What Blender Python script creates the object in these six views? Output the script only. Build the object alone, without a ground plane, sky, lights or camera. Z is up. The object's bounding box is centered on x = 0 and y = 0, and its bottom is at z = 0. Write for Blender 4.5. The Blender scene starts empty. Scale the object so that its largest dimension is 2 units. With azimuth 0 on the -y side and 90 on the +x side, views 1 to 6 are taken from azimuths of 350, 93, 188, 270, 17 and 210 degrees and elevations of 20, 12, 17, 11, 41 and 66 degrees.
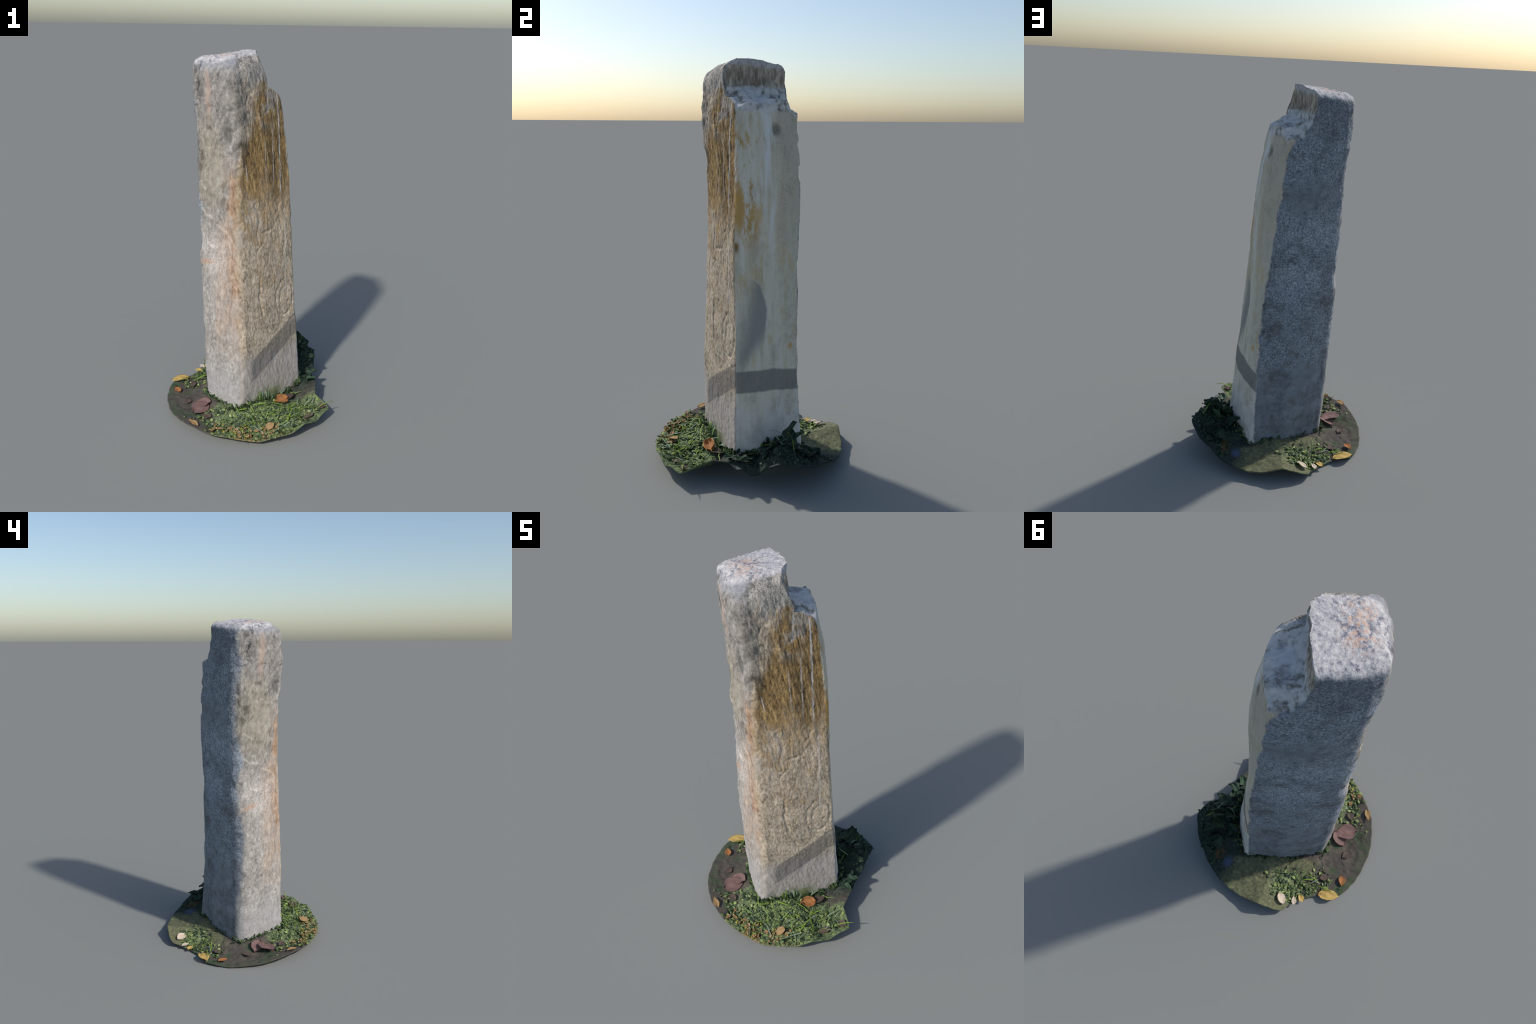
import bpy, bmesh, math, random
import numpy as np
from mathutils import Vector, Matrix

random.seed(7)
RNG = np.random.default_rng(11)

# ------------------------------------------------------------------ helpers
def hash3(ix, iy, iz, seed):
    h = (ix * 374761393 + iy * 668265263 + iz * 2147483647 + seed * 1274126177) & 0xFFFFFFFF
    h = ((h ^ (h >> 13)) * 1274126177) & 0xFFFFFFFF
    h = ((h ^ (h >> 16)) * 2246822519) & 0xFFFFFFFF
    return ((h ^ (h >> 15)) & 0xFFFF) / 65535.0 * 2.0 - 1.0

def noise3(p, seed=0):
    """smooth value noise in -1..1 at an (n,3) array of positions"""
    p = np.asarray(p, float)
    i = np.floor(p).astype(np.int64)
    f = p - i
    f = f * f * f * (f * (f * 6 - 15) + 10)
    out = 0.0
    for dx in (0, 1):
        for dy in (0, 1):
            for dz in (0, 1):
                w = (f[..., 0] if dx else 1 - f[..., 0]) * (f[..., 1] if dy else 1 - f[..., 1]) * (f[..., 2] if dz else 1 - f[..., 2])
                out = out + w * hash3(i[..., 0] + dx, i[..., 1] + dy, i[..., 2] + dz, seed)
    return out

def fbm(p, scale, octaves=4, seed=0, gain=0.5):
    s = np.asarray(scale, float)
    a, t, out = 1.0, 0.0, 0.0
    for o in range(octaves):
        out = out + a * noise3(p * s * 2.0 ** o + o * 17.3, seed + o * 7)
        t += a
        a *= gain
    return out / t

def sstep(a, b, x):
    t = np.clip((x - a) / (b - a), 0, 1)
    return t * t * (3 - 2 * t)

def grid_faces(rows, cols, closed=True):
    f = []
    n = cols if closed else cols - 1
    for r in range(rows - 1):
        for c in range(n):
            d = (c + 1) % cols
            f.append((r * cols + c, r * cols + d, (r + 1) * cols + d, (r + 1) * cols + c))
    return f

def make_object(name, verts, faces, parent, material=None, smooth=True):
    me = bpy.data.meshes.new(name)
    me.from_pydata([tuple(v) for v in verts], [], faces)
    me.update()
    if smooth:
        me.polygons.foreach_set("use_smooth", [True] * len(me.polygons))
    ob = bpy.data.objects.new(name, me)
    bpy.context.scene.collection.objects.link(ob)
    ob.parent = parent
    if material:
        me.materials.append(material)
    return ob

# ------------------------------------------------------------------ the thing
root = bpy.data.objects.new("standing_stone", None)
bpy.context.scene.collection.objects.link(root)
root["label"] = "tall weathered four-sided granite standing stone with broken top corner, grassy soil base"
root["category"] = "standing stone"

# The stone's plan is a rectangle turned by 30 degrees.  The stone is modelled in that
# turned frame: p runs along the carved face, q points to the back face.
TURN = math.radians(30)
CP, SP = math.cos(TURN), math.sin(TURN)
def to_local(x, y):
    return x * CP + y * SP, -x * SP + y * CP

# ------------------------------------------------------------------ stone: corner lines (height: x, y)
CORNERS = {
    # front corner between the two sunny faces
    'A': [(0.00, -.085, -.250), (.10, -.080, -.246), (.25, -.070, -.244), (.45, -.066, -.242), (.60, -.073, -.240), (.75, -.078, -.234),
          (.90, -.076, -.227), (1.1, -.083, -.222), (1.2, -.088, -.216), (1.35, -.090, -.219), (1.5, -.082, -.224), (1.6, -.080, -.234),
          (1.7, -.097, -.242), (1.8, -.116, -.244), (1.9, -.138, -.241), (2.0, -.150, -.236)],
    # right corner, carved face to pale face
    'B': [(0.00, .328, -.043), (.10, .317, -.043), (.2, .309, -.043), (.3, .298, -.043), (.4, .292, -.043), (.5, .283, -.043), (.6, .271, -.044),
          (.75, .259, -.045), (.9, .248, -.049), (1.1, .231, -.055), (1.2, .228, -.054), (1.35, .218, -.048), (1.5, .204, -.048),
          (1.6, .191, -.051), (1.7, .173, -.055), (1.8, .152, -.060), (1.9, .133, -.066), (2.0, .120, -.070)],
    # back corner, pale face to dark face
    'C': [(0.00, .130, .280), (.10, .119, .274), (.2, .105, .264), (.3, .102, .257), (.45, .106, .249), (.6, .104, .244), (.75, .095, .243),
          (.9, .085, .242), (1.0, .080, .236), (1.1, .061, .244), (1.3, .037, .249), (1.5, .018, .247), (1.6, .016, .240), (1.7, -.004, .234),
          (1.8, -.008, .228), (1.9, -.014, .226), (2.0, -.020, .222)],
    # left corner, soft
    'D': [(0.00, -.230, .010), (.10, -.234, .009), (.2, -.240, .008), (.3, -.245, .007), (.45, -.250, .002), (.6, -.258, -.005), (.75, -.263, .003),
          (.9, -.265, .020), (1.1, -.260, .025), (1.3, -.270, .024), (1.5, -.274, .030), (1.65, -.282, .022), (1.8, -.289, .010), (1.9, -.288, .010),
          (2.0, -.288, .010)],
}
ROUND = {'A': .055, 'B': .022, 'C': .030, 'D': .070}

def corner_at(name, z):
    t = np.array(CORNERS[name])
    x = np.interp(z, t[:, 0], t[:, 1]); y = np.interp(z, t[:, 0], t[:, 2])
    # trims found by sighting along the edges
    if name == 'A': x -= .009 * (1 - .6 * float(sstep(1.75, 1.9, z))); y -= .004
    if name == 'B': x -= .004 + .004 * float(sstep(1.0, 1.3, z)); y += .002 + .006 * float(sstep(1.0, 1.3, z))
    if name == 'C': x += .007; y += .003
    return np.array(to_local(x, y))

def top_height(p, q):
    x = p * CP - q * SP
    return 1.9905 + .125 * np.minimum(x, .03) + .004 * np.cos(12 * q)

# fracture that took the corner off: a steep wall and a sloping ledge
def ledge_height(p, q):
    south = sstep(-.02, -.13, q)
    north = sstep(.12, .20, q)
    z = 1.841 - np.maximum(p, -.03) * (.36 + .36 * south + .30 * north)
    z = z - north * .055 * np.exp(-((p - .055) / .035) ** 2) - .022 * north
    P = np.stack([p, q, p * 0], -1)
    z = z + .018 * fbm(P, 17, 3, 5) + .012 * sstep(.1, .4, fbm(P, 21, 2, 9))
    z = z - .018 * np.exp(-(((p - .068) / .045) ** 2 + ((q - .10) / .016) ** 2))      # dark slot in the ledge
    z = z + .020 * np.exp(-(((p - .02) / .03) ** 2 + ((q - .165) / .03) ** 2))       # knob beside it
    return z
def wall_p(q, z):
    P = np.stack([q * 0, q, z], -1)
    return -.006 - .10 * np.maximum(q - .10, 0) + .006 * fbm(P, (1, 26, 9), 3, 21) + .016 * sstep(1.90, 1.845, z) + .006 * sstep(1.96, 2.0, z)
def removed(p, q, z):
    chamfer = (p - q) > .068 + (1.97 - z) * .78 + .006 * noise3(np.stack([p * 30, q * 30, z * 30], -1), 8)
    return ((p > wall_p(q, z)) & (z > ledge_height(p, q))) | (chamfer & (z > 1.86))

# outward swell of the four faces: height -> metres, and where along the face it peaks
SWELL = {
    'A': (.50, [(0, .004), (2, .004)]),
    'B': (.50, [(0, .052), (.25, .036), (.5, .020), (.9, .012), (1.1, .026), (1.4, .040), (1.7, .034), (1.8, .028), (2, .02)]),
    'C': (.60, [(0, .020), (.4, .024), (1.0, .020), (1.2, .013), (1.6, .013), (2, .006)]),
    'D': (.50, [(0, .002), (.3, .006), (.5, .016), (.75, .012), (.95, .001), (1.1, .004), (1.3, .018), (1.6, .014), (1.8, .006), (2, .004)]),
}
def swell(name, z, t):
    peak, tab = SWELL[name]
    tab = np.array(tab)
    return np.interp(z, tab[:, 0], tab[:, 1]) * np.sin(math.pi * t ** (math.log(.5) / math.log(peak)))
NF = {'A': 150, 'B': 84, 'C': 84, 'D': 96}   # points along each face
NA = 16                                     # points round a corner
def ring_at(z):
    pts = []
    names = ['A', 'B', 'C', 'D']
    c = [corner_at(n, z) for n in names]
    ctr = sum(c) / 4
    arcs = []
    for i, n in enumerate(names):
        r = ROUND[n]
        d0 = c[i - 1] - c[i]; d1 = c[(i + 1) % 4] - c[i]
        d0 /= np.linalg.norm(d0); d1 /= np.linalg.norm(d1)
        half = math.acos(np.clip(d0 @ d1, -1, 1)) / 2
        bis = (d0 + d1) / np.linalg.norm(d0 + d1)
        push = r * (1 / math.sin(half) - 1)
        v = c[i] - bis * push * .92
        o = v + bis * r / math.sin(half)
        s = v + d0 * r / math.tan(half); e = v + d1 * r / math.tan(half)
        a0 = math.atan2(*(s - o)[::-1]); a1 = math.atan2(*(e - o)[::-1])
        while a1 < a0: a1 += 2 * math.pi
        a = np.linspace(a0, a1, NA)
        arcs.append(np.stack([o[0] + r * np.cos(a), o[1] + r * np.sin(a)], 1))
    for i in range(4):
        pts.append(arcs[i])
        s, e = arcs[i][-1], arcs[(i + 1) % 4][0]
        t = np.linspace(0, 1, NF[names[i]] + 2)[1:-1, None]
        d = (e - s) / np.linalg.norm(e - s)
        out = np.array([d[1], -d[0]])
        pts.append(s * (1 - t) + e * t + out * swell(names[i], z, t))
    return np.concatenate(pts), ctr

def build_stone():
    zs = np.concatenate([np.arange(.035, 1.68, .005), np.arange(1.68, 1.875, .0028)])
    rings = []
    ztop_ring = zs[-1]
    for z in zs:
        r, ctr = ring_at(z)
        rings.append(np.concatenate([r, np.full((len(r), 1), z)], 1))
    V = np.stack(rings)                                   # (rows, cols, 3)
    # rounded shoulder: shrink toward the middle while rising
    base, ctr = ring_at(ztop_ring)
    n_sh = 34
    sh = []
    ctr = np.array([-.11, .0])
    inward = ctr - base
    inward /= np.linalg.norm(inward, axis=1)[:, None]
    # shoulder radius: broad at the front, tight at the back
    bp, bq = base.T
    R = .034 + .056 * np.clip((.15 - bq) / .27, 0, 1) + .012 * sstep(-.12, -.2, bp)
    inset = R * (1 + .25 * sstep(-.10, -.16, bq))
    zt = 1.975
    for k in range(1, n_sh + 1):
        z = ztop_ring + (zt - ztop_ring) * math.sin(k / n_sh * math.pi / 2)
        u = np.clip((z - (zt - R)) / R, 0, 1)
        a = inset * (1 - np.sqrt(1 - u * u))
        sh.append(np.concatenate([base + inward * a[:, None], np.full((len(base), 1), z)], 1))
    cap0 = sh[-1]
    n_cap = 46
    cap = []
    for k in range(1, n_cap):
        t = k / n_cap
        c = cap0.copy()
        c[:, :2] = c[:, :2] * (1 - t) + ctr * t
        cap.append(c)
    V = np.concatenate([V, np.array(sh), np.array(cap)])
    rows_side = len(zs)
    # top tilt
    w = sstep(1.86, 1.95, V[..., 2])
    V[..., 2] += w * (top_height(V[..., 0], V[..., 1]) - 1.975)
    # clip by the fracture, along the line to the middle of the section
    zmask = V[..., 2] > 1.66
    P = V[zmask]
    hit = removed(P[:, 0], P[:, 1], P[:, 2])
    Q = P[hit]
    c2 = np.array([-.11, .0])
    lo = np.zeros(len(Q)); hi = np.ones(len(Q))
    # first removed point on the way out
    ts = np.linspace(0, 1, 90)
    inside = np.stack([removed(c2[0] + t * (Q[:, 0] - c2[0]), c2[1] + t * (Q[:, 1] - c2[1]), Q[:, 2]) for t in ts])
    first = np.argmax(inside, 0)
    hi = ts[first]; lo = ts[np.maximum(first - 1, 0)]
    for _ in range(14):
        m = (lo + hi) / 2
        r = removed(c2[0] + m * (Q[:, 0] - c2[0]), c2[1] + m * (Q[:, 1] - c2[1]), Q[:, 2])
        hi = np.where(r, m, hi); lo = np.where(r, lo, m)
    Q[:, 0] = c2[0] + lo * (Q[:, 0] - c2[0]); Q[:, 1] = c2[1] + lo * (Q[:, 1] - c2[1])
    P[hit] = Q
    V[zmask] = P
    rows, cols = V.shape[:2]
    verts = V.reshape(-1, 3)
    faces = grid_faces(rows, cols)
    # close the middle of the cap and the foot
    verts = np.concatenate([verts, [[ctr[0], ctr[1], top_height(ctr[0], ctr[1])]]])
    mid = len(verts) - 1
    last = (rows - 1) * cols
    for c in range(cols):
        faces.append((last + c, last + (c + 1) % cols, mid))
    faces.append(tuple(range(cols - 1, -1, -1)))
    return verts, faces, rows, cols

# worn carving on the front face: strokes as (p, z) polylines
def oval(cp, cz, rp, rz, a0=0, a1=360, n=22):
    return [(cp + rp * math.cos(math.radians(a)), cz + rz * math.sin(math.radians(a))) for a in np.linspace(a0, a1, n)]
CARVING = [
    (oval(.125, .68, .066, .105), .0038), (oval(.128, .685, .036, .058, -40, 250), .0030),
    ([(-.060, .835), (-.056, .77), (-.054, .709), (-.045, .66), (-.033, .615)], .0045),
    ([(-.005, .535), (.006, .50), (.019, .483), (.040, .484), (.058, .500)], .0036),
    ([(-.086, 1.245), (-.062, 1.20), (-.056, 1.150), (-.075, 1.08), (-.066, 1.03)], .0034),
    ([(-.030, 1.095), (.004, 1.085), (.038, 1.106), (.052, 1.14)], .0034),
    ([(.075, 1.235), (.062, 1.19), (.040, 1.168), (-.010, 1.186), (-.022, 1.225)], .0034),
    ([(-.072, .998), (-.045, 1.026), (-.015, 1.015), (.006, .960), (.000, .915)], .0032),
    ([(.125, 1.07), (.108, .99), (.118, .93), (.150, .90)], .0030),
    (oval(-.072, 1.757, .078, .066, 20, 330), .0022),
    ([(.200, .55), (.16, .535), (.12, .55), (.085, .572)], .0030),
]
# broken flake edges on the left face, (q, z); cracks over the front corner, (p, q, z)
FLAKES = [[(-.02, 1.128), (-.075, 1.105), (-.112, 1.072), (-.139, 1.030)], [(.060, 1.018), (.030, 1.000), (-.010, .998), (-.045, 1.024)],
          [(.150, 1.560), (.108, 1.510), (.105, 1.440), (.130, 1.385)], [(.150, 1.322), (.105, 1.340), (.060, 1.312)],
          [(.110, 1.200), (.070, 1.165), (.010, 1.158)], [(.125, 1.735), (.080, 1.750), (.028, 1.775)], [(-.06, 1.60), (-.02, 1.545), (.02, 1.52)]]
CRACK = [(-.220, -.045, 1.158), (-.208, -.084, 1.084), (-.200, -.106, 1.017), (-.187, -.146, .983), (-.170, -.160, .990), (-.178, -.155, .950),
         (-.185, -.148, .931), (-.174, -.161, .873), (-.156, -.170, .854)]
def polyline_distance(P, line):
    best = np.full(len(P), 1e9)
    L = np.array(line, float)
    for a, b in zip(L[:-1], L[1:]):
        d = b - a
        t = np.clip(((P - a) @ d) / (d @ d), 0, 1)
        best = np.minimum(best, np.linalg.norm(P - a - t[:, None] * d, axis=1))
    return best

def carve(verts, normals):
    """relief, as a push along the normal (metres)"""
    p, q, z = verts.T
    d = .0050 * fbm(verts, (7, 7, 3.0), 3, 31)
    d += .0030 * fbm(verts, (24, 24, 13), 3, 41)
    d += .0011 * fbm(verts, (120, 120, 70), 2, 51)
    front = sstep(-.11, -.14, q) * sstep(1.93, 1.88, z)
    left = sstep(-.15, -.18, p)
    right = sstep(.08, .11, p) * sstep(-.15, -.13, q) * sstep(1.74, 1.70, z)
    back = sstep(.12, .15, q)
    # slanting grain of the two weathered faces
    g = np.stack([p * 70 + z * 14, q * 70, z * 17], -1)
    d += front * .0024 * fbm(g, 1, 3, 81) * (.5 + sstep(.9, 1.2, z))
    g = np.stack([p * 40, q * 55 + z * 16, z * 17], -1)
    d += left * .0034 * fbm(g, 1, 3, 91)
    g = np.stack([p * 9, q * 11 + z * 6, z * 9], -1)
    n = fbm(g, 1, 2, 93)
    d += left * sstep(1.0, 1.25, z) * .006 * (np.abs(n) * 2 - .5)
    d += back * .0012 * fbm(verts, (75, 75, 75), 2, 95)
    d += sstep(1.93, 1.96, z) * .0030 * fbm(verts, (70, 70, 30), 3, 97)
    # carving
    sel = (front > 0)
    wob = .005 * noise3(verts * 30, 13) + .003 * noise3(verts * 75, 14)
    P2 = np.stack([p + wob, z - wob], -1)[sel]
    cut = np.zeros(sel.sum())
    for line, depth in CARVING:
        cut = np.maximum(cut, depth * np.exp(-(polyline_distance(P2, line) / .0080) ** 2))
    wear = .55 + .75 * sstep(-.35, .35, fbm(verts[sel], (22, 22, 16), 2, 44))
    d[sel] -= cut * front[sel] * wear
    # flakes: the surface steps back above each edge
    sel = left > 0
    P2 = np.stack([q + 1.5 * wob, z + wob], -1)[sel]
    dz = np.zeros(sel.sum())
    for line in FLAKES:
        L = np.array(sorted(line))
        edge = np.interp(P2[:, 0], L[:, 0], L[:, 1])
        span = sstep(L[0, 0] - .02, L[0, 0] + .01, P2[:, 0]) * sstep(L[-1, 0] + .02, L[-1, 0] - .01, P2[:, 0])
        h = P2[:, 1] - edge
        dz += span * (-.0055 * sstep(0, .006, h) * np.exp(-np.maximum(h, 0) / .07) + .003 * np.exp(-np.abs(h) / .02) * (h < 0))
    d[sel] += dz * left[sel]
    d -= .004 * np.exp(-(polyline_distance(verts, CRACK) / .006) ** 2)
    d += .0035 * np.exp(-(polyline_distance(verts, [(-.177, -.167, .706), (-.170, -.176, .589), (-.155, -.188, .441), (-.12, -.19, .39)]) / .007) ** 2)
    # hollows
    for (a, b, c, sa, sc, dep) in [(-.163, -.164, 1.523, .035, .06, .007), (.157, .056, 1.672, .028, .030, .010), (.215, -.05, .80, .05, .12, .004), (-.213, -.112, 1.618, .03, .05, .006), (-.257, .083, 1.787, .035, .04, .006), (.178, -.157, 1.123, .012, .02, .007)]:
        d -= dep * np.exp(-(((p - a) ** 2 + (q - b) ** 2) / sa ** 2 + ((z - c) / sc) ** 2))
    # chipped back corner
    pc = .245 - .07 * z; qc = .155 + .03 * z
    near = np.exp(-((p - pc) ** 2 + (q - qc) ** 2) / .035 ** 2) * sstep(.35, .6, z) * sstep(1.76, 1.68, z)
    d -= near * .010 * sstep(-.05, .5, fbm(verts, (14, 14, 11), 4, 77))
    # left corner chips
    near = np.exp(-((p + .228) ** 2 + (q - .14) ** 2) / .04 ** 2) * sstep(.5, .8, z)
    d -= near * .008 * sstep(-.1, .5, fbm(verts, (14, 14, 10), 4, 78))
    return d

def displace_stone():
    verts, faces, rows, cols = build_stone()
    me = bpy.data.meshes.new("tmp")
    me.from_pydata([tuple(v) for v in verts], [], faces); me.update()
    n = np.empty(len(verts) * 3); me.vertices.foreach_get("normal", n)
    n = n.reshape(-1, 3)
    bpy.data.meshes.remove(me)
    verts = verts + n * carve(verts, n)[:, None]
    return verts, faces

# ------------------------------------------------------------------ soil patch
RIM = [  # angle, radius, height
    (-35, .527, .073), (-31, .47, .088), (-27, .419, .101), (-20, .41, .122), (-10, .412, .125), (0, .405, .118), (6, .415, .098), (10, .427, .09), (14, .455, .115), (20, .487, .150),
    (26.8, .531, .148), (34, .528, .128), (40, .525, .116), (50, .515, .098), (60, .51, .062), (70, .50, .05), (80, .495, .042), (90, .49, .055),
    (100, .485, .084), (110, .485, .055), (117, .479, .035), (120, .45, .02), (130, .408, .008), (140, .413, .012), (149, .433, .015), (154, .476, .013), (160, .475, .015),
    (170, .475, .006), (180, .473, .014), (190, .475, .020), (200, .475, .026), (210, .475, .036), (220, .478, .046), (230, .477, .040), (240, .479, .040), (250, .485, .045),
    (260, .485, .035), (270, .494, .030), (280, .495, .045), (290, .50, .047), (300, .508, .082), (310, .515, .058), (318, .522, .082), (325, .527, .073)]
INNER = [(-109, .10), (-80, .085), (-55, .065), (-30, .060), (-8, .135), (8, .165), (22, .185), (40, .145), (66, .090), (85, .075), (110, .065), (150, .052), (178, .050), (205, .054), (230, .072), (251, .10)]
def rim_at(th):
    t = np.array(RIM)
    a = (np.degrees(th) + 35) % 360 - 35
    return np.interp(a, t[:, 0], t[:, 1]), np.interp(a, t[:, 0], t[:, 2])
def inner_at(th):
    t = np.array(INNER)
    a = (np.degrees(th) + 109) % 360 - 109
    return np.interp(a, t[:, 0], t[:, 1])
def ground_height(x, y):
    x = np.asarray(x, float); y = np.asarray(y, float)
    th = np.arctan2(y, x); r = np.hypot(x, y)
    rr, rz = rim_at(th)
    t = np.clip((r - .24) / (rr - .24), 0, 1)
    z = inner_at(th) * (1 - t) + rz * t
    a = np.degrees(th)
    hill = sstep(15, 40, a) * sstep(115, 85, a)
    z = z - (.024 - .012 * hill) * np.sin(math.pi * t ** .8)
    z = z + .075 * np.exp(-(((x - .38) / .06) ** 2 + ((y - .19) / .075) ** 2))
    P = np.stack([x, y, x * 0], -1)
    edge = 1 - sstep(.85, 1.0, r / rr) * .8
    z = z + edge * (.012 * fbm(P, 9, 3, 61) + .007 * fbm(P, 30, 3, 71))
    return np.maximum(z, .004)

GN = 400
_gx = np.linspace(-.56, .56, GN)
_GX, _GY = np.meshgrid(_gx, _gx)
_GRID = ground_height(_GX, _GY)
def ground_z(x, y):
    """quick bilinear look-up of ground_height"""
    u = min(max((x + .56) / 1.12 * (GN - 1), 0), GN - 1.001); v = min(max((y + .56) / 1.12 * (GN - 1), 0), GN - 1.001)
    i, j = int(v), int(u); a, b = v - i, u - j
    return float(_GRID[i, j] * (1 - a) * (1 - b) + _GRID[i, j + 1] * (1 - a) * b + _GRID[i + 1, j] * a * (1 - b) + _GRID[i + 1, j + 1] * a * b)

def build_patch():
    nth, nr = 420, 70
    th = np.linspace(0, 2 * math.pi, nth, endpoint=False)
    rr, rz = rim_at(th)
    rr = rr + .003 * noise3(np.stack([np.cos(th) * 14, np.sin(th) * 14, th * 0], -1), 3)
    rows = []
    fr = np.linspace(.12, 1, nr)
    for f in fr:
        x = rr * f * np.cos(th); y = rr * f * np.sin(th)
        rows.append(np.stack([x, y, ground_height(x, y)], 1))
    top = np.stack(rows)
    lip = np.exp(-((np.degrees((th + math.pi) % (2 * math.pi) - math.pi) - 4) / 7) ** 2) * .035
    top[-1, :, 2] -= lip; top[-2, :, 2] -= lip * .6; top[-3, :, 2] -= lip * .25
    bot = top[::-1].copy()
    bot[..., 2] -= .007
    bot[0, :, :2] *= .996
    V = np.concatenate([top, bot]).reshape(-1, 3)
    V[:, 2] = np.maximum(V[:, 2], 0)
    F = grid_faces(len(fr) * 2, nth)
    n = len(V)
    F.append(tuple(range(nth - 1, -1, -1)))
    F.append(tuple(range(n - nth, n)))
    return V, F

# ------------------------------------------------------------------ node expressions
class Mat:
    def __init__(self, name):
        self.m = bpy.data.materials.new(name)
        self.m.use_nodes = True
        self.t = self.m.node_tree
        self.t.nodes.clear()
        self.out = self.t.nodes.new("ShaderNodeOutputMaterial")
        self.bsdf = self.t.nodes.new("ShaderNodeBsdfPrincipled")
        self.t.links.new(self.bsdf.outputs[0], self.out.inputs[0])
        self.bsdf.inputs["Roughness"].default_value = .9
        self.bsdf.inputs["Specular IOR Level"].default_value = .25
        self.co = self.t.nodes.new("ShaderNodeTexCoord").outputs["Object"]
        s = self.t.nodes.new("ShaderNodeSeparateXYZ")
        self.t.links.new(self.co, s.inputs[0])
        self.x, self.y, self.z = (E(self, s.outputs[i]) for i in range(3))
    def put(self, sock, v):
        if isinstance(v, E): self.t.links.new(v.s, sock)
        elif isinstance(v, (int, float)):
            try: sock.default_value = v
            except TypeError: sock.default_value = (v, v, v)
        elif isinstance(v, tuple): sock.default_value = v + (1,) if len(sock.default_value) == 4 and len(v) == 3 else v
        else: self.t.links.new(v, sock)
    def math(self, op, *a, clamp=False):
        n = self.t.nodes.new("ShaderNodeMath"); n.operation = op; n.use_clamp = clamp
        for i, v in enumerate(a): self.put(n.inputs[i], v)
        return E(self, n.outputs[0])
    def vec(self, x, y, z):
        n = self.t.nodes.new("ShaderNodeCombineXYZ")
        for i, v in enumerate((x, y, z)): self.put(n.inputs[i], v)
        return E(self, n.outputs[0])
    def noise(self, scale, detail=3, rough=.55, vec=None, stretch=None, seed=0):
        n = self.t.nodes.new("ShaderNodeTexNoise")
        n.noise_dimensions = '4D'
        n.inputs["W"].default_value = seed * 3.7
        if stretch: vec = self.vec(self.x * stretch[0], self.y * stretch[1], self.z * stretch[2])
        self.put(n.inputs["Vector"], vec if vec is not None else self.co)
        n.inputs["Scale"].default_value = scale; n.inputs["Detail"].default_value = detail; n.inputs["Roughness"].default_value = rough
        return E(self, n.outputs["Fac"])
    def voronoi(self, scale, vec=None, out="Distance", feature='F1'):
        n = self.t.nodes.new("ShaderNodeTexVoronoi"); n.feature = feature
        self.put(n.inputs["Vector"], vec if vec is not None else self.co); n.inputs["Scale"].default_value = scale
        return E(self, n.outputs[out])
    def step(self, a, b, v):
        """smooth step from a to b (a may be larger than b)"""
        n = self.t.nodes.new("ShaderNodeMapRange"); n.interpolation_type = 'SMOOTHSTEP'
        lo, hi, r0, r1 = (a, b, 0, 1) if a < b else (b, a, 1, 0)
        self.put(n.inputs[0], v)
        for i, k in ((1, lo), (2, hi), (3, r0), (4, r1)): n.inputs[i].default_value = k
        return E(self, n.outputs[0])
    def curve(self, v, pts):
        """piecewise linear value over v"""
        n = self.t.nodes.new("ShaderNodeFloatCurve")
        xs = [p[0] for p in pts]; ys = [p[1] for p in pts]
        x0, x1, y0, y1 = min(xs), max(xs), min(ys), max(ys)
        c = n.mapping.curves[0]
        while len(c.points) < len(pts): c.points.new(.5, .5)
        for pt, (a, b) in zip(c.points, pts):
            pt.location = ((a - x0) / (x1 - x0), (b - y0) / max(y1 - y0, 1e-6)); pt.handle_type = 'VECTOR'
        n.mapping.update()
        self.put(n.inputs["Value"], (v - x0) * (1 / (x1 - x0)))
        return E(self, n.outputs[0]) * (y1 - y0) + y0
    def mix(self, a, b, f):
        n = self.t.nodes.new("ShaderNodeMix"); n.data_type = 'RGBA'
        self.put(n.inputs[0], f); self.put(n.inputs[6], a); self.put(n.inputs[7], b)
        return E(self, n.outputs[2])
    def scale(self, col, f):
        n = self.t.nodes.new("ShaderNodeVectorMath"); n.operation = 'SCALE'
        self.put(n.inputs[0], col); self.put(n.inputs["Scale"], f)
        return E(self, n.outputs[0])
    def ramp(self, f, stops):
        n = self.t.nodes.new("ShaderNodeValToRGB")
        el = n.color_ramp.elements
        while len(el) < len(stops): el.new(.5)
        for e, (p, c) in zip(el, stops): e.position = p; e.color = c + (1,)
        self.put(n.inputs[0], f)
        return E(self, n.outputs[0])
    def blob(self, a, b, ca, cb, ra, rb, soft=.5):
        """1 inside an ellipse in the (a, b) plane"""
        r = self.math('SQRT', ((a - ca) * (1 / ra)) ** 2 + ((b - cb) * (1 / rb)) ** 2)
        return self.step(1 + soft, 1 - soft, r)
    def finish(self, col, bump=None, strength=.3, dist=.004):
        self.put(self.bsdf.inputs["Base Color"], col)
        if bump is not None:
            b = self.t.nodes.new("ShaderNodeBump"); b.inputs["Strength"].default_value = strength; b.inputs["Distance"].default_value = dist
            self.put(b.inputs["Height"], bump)
            self.t.links.new(b.outputs[0], self.bsdf.inputs["Normal"])
        return self.m

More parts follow.
